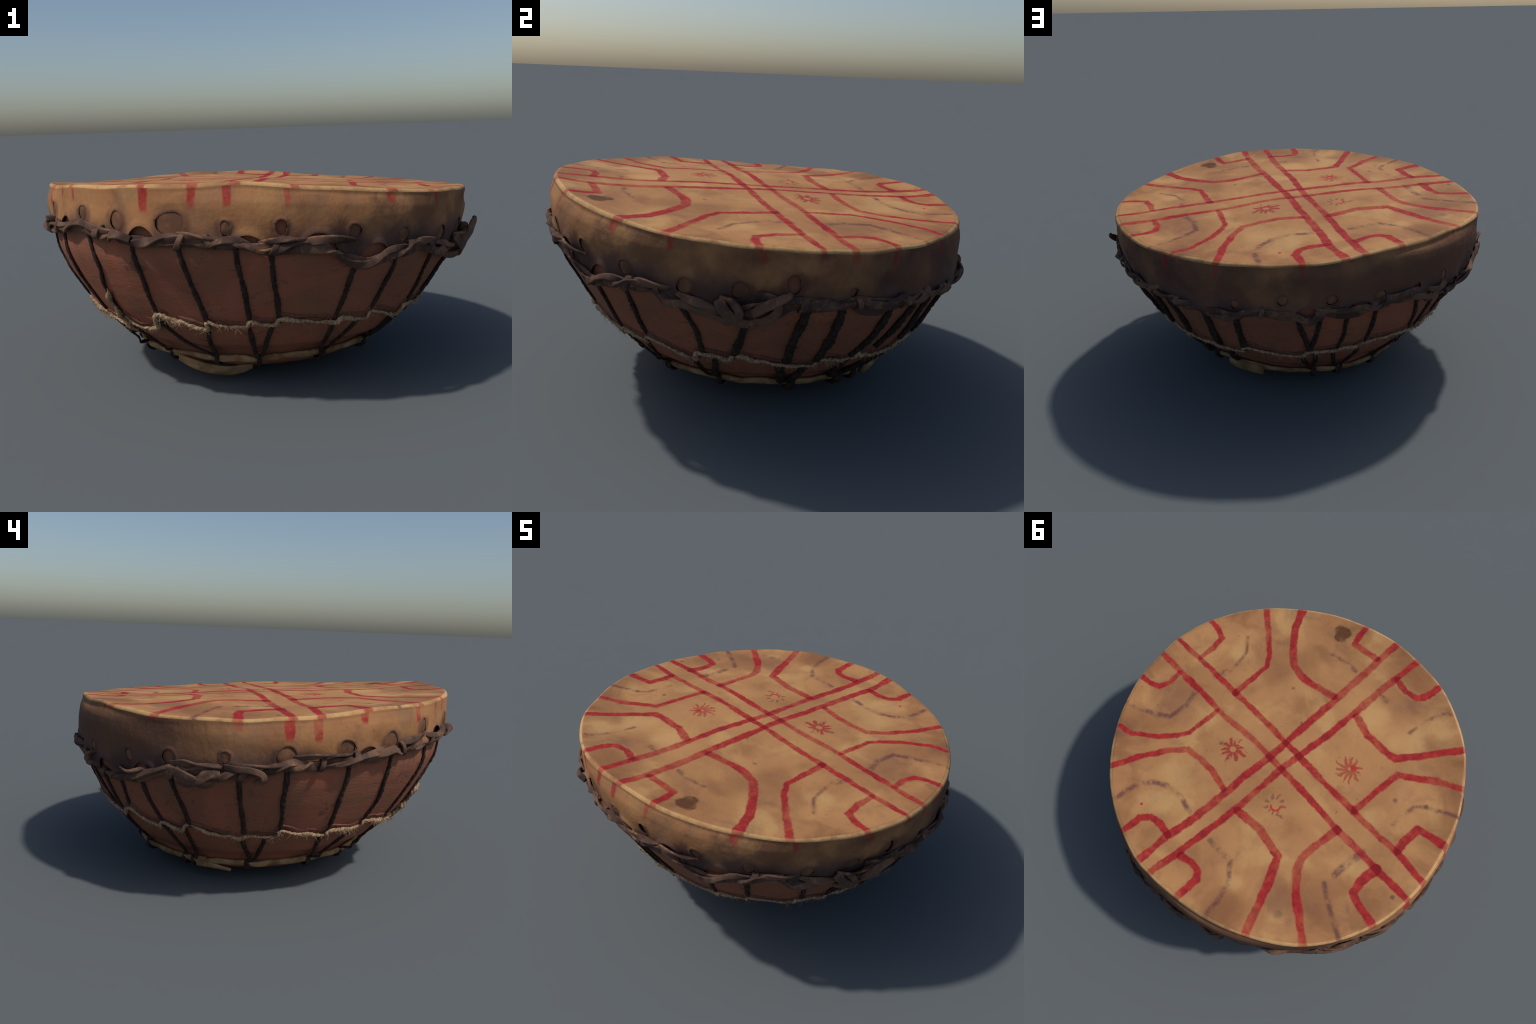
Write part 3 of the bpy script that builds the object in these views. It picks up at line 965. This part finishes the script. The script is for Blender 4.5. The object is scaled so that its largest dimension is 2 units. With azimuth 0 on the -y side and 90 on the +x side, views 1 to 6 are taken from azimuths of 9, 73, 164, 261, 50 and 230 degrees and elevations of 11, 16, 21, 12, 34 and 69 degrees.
# knots and wraps: short straps looped round the lace
def build_loop(az0, z0, ru, rv, w, tilt, lift, turns=1.0, seed=0):
    """a strap ring around the lace: ru along the drum's normal, rv upwards"""
    n = 44
    c = lifted(np.array([az0]), np.array([z0]), np.array([lift]))[0]
    N = shell_normal(np.array([az0]), np.array([z0]))[0]
    a = math.radians(az0)
    T = np.array([math.cos(a), math.sin(a), 0])
    U = np.cross(N, T)
    if U[2] < 0:
        U = -U
    t = np.linspace(0, TAU * turns, n, endpoint=(turns != 1.0))
    along = np.sin(t) * rv * math.tan(tilt)
    P = c + np.outer(np.cos(t) * ru, N) + np.outer(np.sin(t) * rv, U) + np.outer(along, T)
    out = np.outer(np.cos(t), N) + np.outer(np.sin(t), U)
    return sweep(P, out, strap_profile(np.full(n, w), np.full(n, .011), np.zeros(n)), closed=(turns == 1.0))


KNOTS = [(352, .016, .026, .022, .5), (358.5, .015, .020, .020, -.5), (330.5, .020, .022, .030, .6), (312, .016, .020, .024, .4),
         (299, .015, .024, .022, -.4), (275.5, .014, .022, .022, .2), (284, .016, .024, .026, .3), (257.5, .018, .028, .028, .5),
         (244, .020, .026, .034, -.7), (248, .022, .026, .030, .7), (240, .018, .024, .030, .6), (12.5, .013, .018, .022, .5),
         (45.5, .018, .024, .030, .5), (53.5, .014, .020, .020, -.4), (84.5, .016, .022, .026, .3), (97, .014, .018, .020, -.3),
         (154, .013, .018, .020, .3), (169, .013, .018, .020, -.3), (188, .016, .022, .026, .5), (213.5, .014, .018, .022, .3),
         (205, .014, .020, .024, .6), (128, .014, .018, .022, .2), (110, .014, .018, .022, .3)]
for k, (a0, ru, rv, w, tilt) in enumerate(KNOTS):
    B = Build()
    B.add(*build_loop(a0, float(lace_z(np.array([a0]))[0]) + .002, ru, rv + .003, w, tilt, .020))
    add_object('lace_knot', B.mesh('lace_knot'), lace, M_LACE)


def strap_through(pts, w, t=.013, roll0=0.0, roll1=0.0, n=46):
    """strap through (azimuth, height, lift) points"""
    p = np.array(pts, float)
    s = np.linspace(0, 1, len(p))
    u = np.linspace(0, 1, n)
    def cr(v):
        return periodic_open(u, s, v)
    az, z, l = cr(p[:, 0]), cr(p[:, 1]) + .008, cr(p[:, 2])
    ww = np.interp(u, np.linspace(0, 1, len(w)), w) if np.ndim(w) else np.full(n, w)
    return sweep(lifted(az, z, l), shell_normal(az, z), strap_profile(ww, np.full(n, t), roll0 + (roll1 - roll0) * u))


# the big tied knot on the right, with its upstanding end
TIES = [([(66, .560, .02), (69, .566, .046), (71.5, .60, .058), (70, .632, .046), (67.5, .632, .02)], .030, 0, .4),
        ([(67, .632, .03), (69, .60, .058), (72, .57, .054), (75, .560, .032), (78, .58, .02)], .040, .2, -.3),
        ([(72, .565, .02), (76, .570, .040), (79, .61, .048), (78, .65, .036), (75, .655, .02)], .032, 0, .3),
        ([(74, .60, .05), (77, .635, .06), (79.5, .660, .062), (80.8, .675, .066), (81.3, .688, .064)], [.03, .036, .032, .024, .014], .3, 1.1),
        # loose ends and bights elsewhere
        ([(253, .645, .02), (256, .645, .040), (259, .645, .046), (261.5, .63, .046), (262, .605, .040), (260.5, .59, .02)], .026, 0, .5),
        ([(290, .695, .02), (292.5, .703, .034), (295, .715, .038), (297, .70, .034), (298.5, .69, .02)], .034, .2, 1.2),
        ([(241, .595, .03), (244, .575, .040), (247, .59, .044), (250, .615, .036), (252, .62, .02)], .036, -.3, .5),
        ([(238, .60, .03), (241, .615, .040), (245, .60, .046), (248, .575, .038), (250, .575, .02)], .034, .3, -.4),
        ([(334, .715, .03), (336, .735, .05), (338, .735, .05), (340, .715, .03)], .030, .5, .9),
        ([(176, .575, .02), (178, .595, .034), (181, .60, .034), (183, .585, .02)], .024, .2, .5)]
for pts, w, r0, r1 in TIES:
    B = Build()
    B.add(*strap_through(pts, w, .013, r0, r1))
    add_object('lace_knot', B.mesh('lace_knot'), lace, M_LACE)

# --- cords from the lace down to the girdle, and on to the hoop ---
UPPER = [[(4, .69), (4.7, .558), (5.3, .469), (6.1, .375)], [(11.6, .68), (12.7, .554), (13.6, .444), (14.2, .37)],
         [(32, .61), (31.5, .52), (31, .43), (30.7, .35)], [(43.4, .62), (43.4, .52), (43, .43), (42.6, .36)],
         [(57.6, .60), (60, .48), (60.2, .41), (60.5, .345)], [(74, .585), (71.5, .47), (69, .35)],
         [(85.6, .61), (84.8, .507), (84.3, .424), (84, .33)], [(93.9, .60), (93.8, .49), (93.2, .415), (92.5, .33)],
         [(107.2, .58), (107.1, .453), (105.7, .382), (103.9, .33)], [(116.2, .57), (114.9, .437), (112, .35)],
         [(122.6, .57), (124, .43), (123, .35)], [(135.8, .55), (135.7, .43), (135.8, .32)],
         [(146.2, .55), (145.5, .435), (145.4, .32)], [(163.4, .56), (165.4, .438), (167.4, .32)],
         [(170, .56), (168.8, .424), (167.9, .315)], [(177.5, .555), (177.7, .428), (177, .33)],
         [(186.2, .58), (186.7, .439), (186.4, .35)], [(200.6, .57), (204, .425), (206, .34)],
         [(210.2, .53), (209.6, .425), (209.9, .34)], [(219.3, .535), (218.6, .467), (217.3, .36)],
         [(229, .55), (229, .442), (230.7, .33)], [(239, .60), (239.7, .472), (240.5, .335)],
         [(256, .62), (256.8, .481), (257.2, .335)], [(267.4, .65), (267.5, .519), (267.7, .43), (267.7, .345)],
         [(283.2, .67), (283.7, .54), (283.5, .452), (283.5, .33)], [(296.6, .70), (296.9, .57), (297.5, .459), (296.4, .36)],
         [(311.8, .72), (312.2, .60), (311.5, .49), (310.5, .35)], [(325, .735), (325.6, .60), (323, .50), (322.7, .36)],
         [(339, .71), (339.1, .604), (338.8, .50), (338.3, .38)], [(350.6, .71), (351.8, .59), (352.4, .495), (353.6, .36)]]
LOWER = [[(5.4, .35), (6.2, .25), (7.9, .15)], [(12.5, .35), (10.4, .24), (8, .14)], [(31, .345), (32, .25), (33.6, .15)],
         [(40, .335), (37.6, .24), (35.2, .14)], [(56.5, .31), (57, .21), (59.2, .135)], [(64, .335), (61.4, .22), (59, .13)],
         [(82, .31), (84.6, .19), (87, .115)], [(90, .30), (88.8, .19), (88, .11)], [(103, .31), (105.5, .19), (108, .105)],
         [(116, .28), (113.6, .18), (110, .105)], [(122, .30), (120, .2), (118.6, .11)], [(139, .29), (135, .18), (132, .10)],
         [(164.4, .29), (167.1, .2), (170, .10)], [(169.6, .31), (170.5, .2), (170.8, .10)], [(175.4, .31), (179, .19), (182, .09)],
         [(186.2, .33), (185, .2), (184, .09)], [(204.7, .31), (203.4, .2), (202.4, .095)], [(209.4, .32), (206, .2), (203.3, .10)],
         [(230, .31), (230.5, .2), (229.8, .10)], [(238, .32), (236.7, .21), (234.6, .11)], [(256.4, .31), (257.5, .21), (259.6, .10)],
         [(263.8, .315), (262, .19), (260.2, .10)], [(282, .315), (284.4, .2), (288, .125)], [(295, .33), (291.4, .22), (288.6, .125)],
         [(310.3, .325), (309, .22), (308, .14)], [(322, .30), (325, .2), (328, .14)], [(337.6, .36), (342, .25), (349, .175), (350.6, .14)],
         [(353, .34), (351.3, .23), (350.6, .13)]]


def build_cord(pts, rad, seed, foot):
    g = np.random.default_rng(seed)
    az, z, s = resample([p[0] for p in pts], [p[1] for p in pts], .006)
    az = az + .25 * np.sin(s * 21 + g.uniform(0, 6)) * np.sin(math.pi * s / s[-1])
    n = len(az)
    rr = rad * (1 + .10 * np.sin(s * 60 + g.uniform(0, 6)) + .10 * np.sin(s * 23 + g.uniform(0, 6)) + .09 * g.standard_normal(n))
    lift = np.full(n, rad * .45)
    if foot:                                  # pass over the hoop
        lift = lift + .020 * smooth(s, s[-1] - .05, s[-1] - .012)
    P = lifted(az, z, lift)
    N = shell_normal(az, z)
    if foot:                                  # over the hoop and in under it
        keep = z > plane_hoop(P[:, 0], P[:, 1]) + .030
        a1 = float(az[-1])
        tail = np.concatenate([hoop_path(np.array([a1]), *q) for q in ((.018, .016), (.020, -.008), (.000, -.027), (-.03, -.030))])
        knots = np.concatenate([P[keep][-1:], tail])
        u = np.linspace(0, 1, 26)
        curl = np.stack([periodic_open(u, np.linspace(0, 1, 5), knots[:, k]) for k in range(3)], -1)[1:]
        k0 = int(keep.sum())
        P = np.concatenate([P[keep], curl])
        out = np.stack([np.sin(np.radians(a1)) * np.ones(25), -np.cos(np.radians(a1)) * np.ones(25), np.linspace(-.6, -2.5, 25)], -1)
        N = np.concatenate([N[keep], out / np.linalg.norm(out, axis=1, keepdims=True)])
        s = np.concatenate([s[keep], s[k0 - 1] + np.arange(1, 26) * .006])
        rr = np.concatenate([rr[keep], np.full(25, rad)])
    B = Build()
    B.add(*sweep(P, N, ply_profile(rr, s * 110 + g.uniform(0, 6), 2, .13, 14, .62)))
    return B.mesh('thong')


def cord_width(az):
    return .0098 + .0072 * float(smooth(min(abs((az - 112 + 180) % 360 - 180), 90), 62, 22))


for k, pts in enumerate(UPPER):
    add_object('thong', build_cord(pts, cord_width(pts[0][0]), 300 + k, False), drum, M_THONG)
for k, pts in enumerate(LOWER):
    add_object('thong', build_cord(pts, cord_width(pts[0][0]) * .95, 400 + k, True), drum, M_THONG)

B = Build()
az, z, s = resample([325.2, 323.6, 323.0, 322.7], [.50, .455, .41, .36], .004)
w = (.011 + .005 * np.sin(s * 50) * np.sin(s * 17)) * smooth(s, -.01, .06)
B.add(*sweep(lifted(az + .4 * np.sin(s * 70), z, np.full(len(az), .016)), shell_normal(az, z), ply_profile(w, s * 120, 3, .3, 16)))
add_object('raw_fibre', B.mesh('raw_fibre'), drum, M_ROPE)

# --- girdle: pale twisted rope hitched round every cord ---
ROPE = [(-6.4, .372), (-2.6, .352), (4.7, .345), (5.6, .374), (10, .357), (13.2, .350), (14, .377), (20.5, .366), (31.6, .342),
        (32.4, .362), (41.6, .332), (42.4, .368), (50, .334), (57.6, .300), (58.6, .347), (63, .340), (68, .330), (69.2, .354),
        (77, .325), (84.6, .300), (91.6, .294), (93, .328), (104, .297), (105.4, .327), (113, .285), (121, .285), (122.4, .322),
        (127, .300), (134, .298), (140, .280), (144.6, .290), (145.6, .326), (154, .307), (164.2, .285), (167.5, .312), (177, .314),
        (184.5, .328), (187.7, .345), (197, .338), (205, .325), (210, .303), (217, .352), (223, .317), (228.4, .294),
        (230, .325), (237, .302), (239.6, .337), (247, .311), (256, .298), (260.6, .317), (266.8, .309), (267.6, .345), (273, .327),
        (282.4, .308), (284, .327), (295.4, .324), (296.6, .358), (306, .330), (316, .306), (322.2, .292), (323, .345), (330, .298),
        (337, .330), (338.2, .388), (340.6, .376), (348.6, .347), (353.2, .333), (353.6, .372)]


def rope_run(step):
    """the girdle's course, its hitches eased, with a little sag and shake"""
    az, z, s = resample([p[0] for p in ROPE], [p[1] for p in ROPE], step)
    k = max(int(.030 / step), 1)
    ker = np.hanning(2 * k + 1)
    ker /= ker.sum()
    zs = np.convolve(np.pad(z, k, mode='edge'), ker, mode='valid')
    azs = np.convolve(np.pad(az, k, mode='edge'), ker, mode='valid')
    return azs + .12 * wav(azs, 66, 40, 120, .2), .010 + .4 * z + .6 * zs + .0028 * wav(azs, 64, 25, 90, .3), s


def build_rope():
    B = Build()
    az, z, s = rope_run(.0042)
    n = len(az)
    g = np.random.default_rng(9)
    fat = 1 + .30 * wav(az, 61, 6, 40, .4) + .08 * g.standard_normal(n)
    fat = fat + .45 * np.exp(-((az - 343) / 6) ** 2) + .6 * np.exp(-((az - 305) / 3) ** 2) + .4 * np.exp(-((az - 322) / 3) ** 2)
    rad = .0076 * np.clip(fat, .6, 2.2)
    slope = np.abs(np.gradient(z, s))
    lift = .010 + .012 * np.clip(slope - .4, 0, .6) + .003 * wav(az, 62, 20, 70, .2)
    B.add(*sweep(lifted(az, z, lift), shell_normal(az, z), ply_profile(rad, s * 150 + 3 * wav(az, 63, 10, 60, .4), 2, .24, 16)))
    return B.mesh('girdle_rope'), az, z, rad


rope_me, r_az, r_z, r_rad = build_rope()
rope = add_object('girdle_rope', rope_me, drum, M_ROPE)


def build_under():
    B = Build()
    az, z, s = rope_run(.006)
    n = len(az)
    P = lifted(az, z + .014 + .005 * wav(az, 71, 8, 30, .3), -.001 + .003 * wav(az, 74, 12, 40, .3))
    w = .026 + .006 * wav(az, 72, 8, 40, .3)
    B.add(*sweep(P, shell_normal(az, z), strap_profile(w, np.full(n, .012), .3 * wav(az, 73, 6, 30, .3))))
    return B.mesh('dark_band_above_rope')


add_object('dark_band_above_rope', build_under(), drum, M_UNDER)


# --- fibres: frayed ends of the rope, stray hairs of the cords ---
def add_fibre(B, p, d, length, rad, bend, n=6):
    t = np.linspace(0, 1, n)[:, None]
    P = p + d * length * t + bend * (t ** 2) * length
    N = np.tile(np.array([.31, .17, .93]), (n, 1))
    r = rad * (1 - .8 * t[:, 0])
    a = np.linspace(0, TAU, 4, endpoint=False)
    prof = np.stack([r[:, None] * np.cos(a), r[:, None] * np.sin(a)], -1)
    B.add(*sweep(P, N, prof))


g = np.random.default_rng(17)
B = Build()
for k in range(1500):
    i = g.integers(0, len(r_az))
    if g.random() < .4:
        i = int(np.argmin(np.abs(r_az - g.choice([338, 305, 322, 343, 290, 96, 186, 310]) - g.normal(0, 2))))
    N = shell_normal(r_az[i], r_z[i])
    p = lifted(r_az[i], r_z[i], .012) + N * r_rad[i] * .4
    a = math.radians(r_az[i])
    T = np.array([math.cos(a), math.sin(a), 0])
    d = T * g.normal(0, 1) + np.array([0, 0, 1]) * g.normal(0, .7) + N * abs(g.normal(.2, .35))
    d /= np.linalg.norm(d)
    add_fibre(B, p, d, g.uniform(.008, .03), g.uniform(.0007, .0016), g.normal(0, .35, 3))
add_object('rope_fibre', B.mesh('rope_fibre'), rope, M_ROPE, 'stuff')

B = Build()
for k in range(520):
    pts = (UPPER + LOWER)[g.integers(0, len(UPPER) + len(LOWER))]
    t = g.uniform(.05, .95) * (len(pts) - 1)
    i = int(t)
    az0 = pts[i][0] + (pts[i + 1][0] - pts[i][0]) * (t - i)
    z0 = pts[i][1] + (pts[i + 1][1] - pts[i][1]) * (t - i)
    N = shell_normal(az0, z0)
    a = math.radians(az0)
    T = np.array([math.cos(a), math.sin(a), 0])
    d = T * g.choice([-1, 1]) * g.uniform(.5, 1) + np.array([0, 0, 1]) * g.normal(0, .5) + N * g.uniform(0, .25)
    d /= np.linalg.norm(d)
    ln = g.uniform(.015, .07)
    add_fibre(B, lifted(az0, z0, .006), d, ln, g.uniform(.0005, .0009), T * g.normal(0, .2) - N * .45, 7)
add_object('cord_hair', B.mesh('cord_hair'), drum, M_THONG, 'stuff')


# --- hoop under the bowl: a flat cane bent to a ring, its ends overlapping ---
def hoop_normal(az, tip=-.55):
    a = np.radians(az)
    N = np.stack([np.sin(a), -np.cos(a), np.full(np.shape(a), tip)], -1)
    return N / np.linalg.norm(N, axis=-1, keepdims=True)


B = Build()
az = np.arange(-11, 349.5, 1.0)
n = len(az)
w = .031 + .006 * wav(az, 81, 6, 40, .3)
B.add(*sweep(hoop_path(az, .008 + .003 * wav(az, 82, 5, 30, .5), .006 + .003 * wav(az, 84, 6, 40, .3)), hoop_normal(az), strap_profile(w, np.full(n, .017), .12 * wav(az, 83, 5, 20, .4), 14, .6)))
hoop = add_object('base_hoop', B.mesh('base_hoop'), drum, M_HOOP)


def free_strap(P, N, w, t, roll=0.0, n=40):
    P, N = np.array(P, float), np.array(N, float)
    s = np.linspace(0, 1, len(P))
    u = np.linspace(0, 1, n)
    PP = np.stack([periodic_open(u, s, P[:, k]) for k in range(3)], -1)
    NN = np.stack([np.interp(u, s, N[:, k]) for k in range(3)], -1)
    ww = np.interp(u, np.linspace(0, 1, len(w)), w)
    return sweep(PP, NN, strap_profile(ww, np.full(n, t), np.full(n, roll), 16, .6))


# the loose end that hangs below the hoop and touches the ground
B = Build()
ends = [(331, .585, .128), (338, .570, .104), (345, .535, .078), (351, .49, .060), (357, .45, .056), (3, .42, .062)]
P = [(r * math.sin(math.radians(q)), -r * math.cos(math.radians(q)), z) for q, r, z in ends]
N = [(math.sin(math.radians(q)), -math.cos(math.radians(q)), -.35) for q, r, z in ends]
B.add(*free_strap(P, N, [.038, .054, .060, .058, .050, .034], .014))
add_object('hoop_end', B.mesh('hoop_end'), hoop, M_HOOP)
# block-like splice at the back and a thin wrapped tongue on the left
B = Build()
az = np.linspace(128, 146, 20)
B.add(*sweep(hoop_path(az, .010, -.012), hoop_normal(az), strap_profile(np.full(20, .060), np.full(20, .034), np.zeros(20), 16, .45)))
add_object('hoop_end', B.mesh('hoop_end'), hoop, M_HOOP)
B = Build()
az = np.linspace(236, 252, 24)
B.add(*sweep(hoop_path(az, .006 - .03 * np.linspace(0, 1, 24) ** 2, -.008 - .036 * np.linspace(0, 1, 24) ** 1.5), hoop_normal(az, -.5),
             strap_profile(np.linspace(.050, .016, 24), np.full(24, .014), np.linspace(.2, -.3, 24), 14, .6)))
B.add(*sweep(hoop_path(np.linspace(236.5, 241.5, 12), .014, .0), hoop_normal(np.linspace(236.5, 241.5, 12)),
             strap_profile(np.full(12, .056), np.full(12, .020), np.full(12, .25), 14, .6)))
add_object('hoop_end', B.mesh('hoop_end'), hoop, M_HOOP)
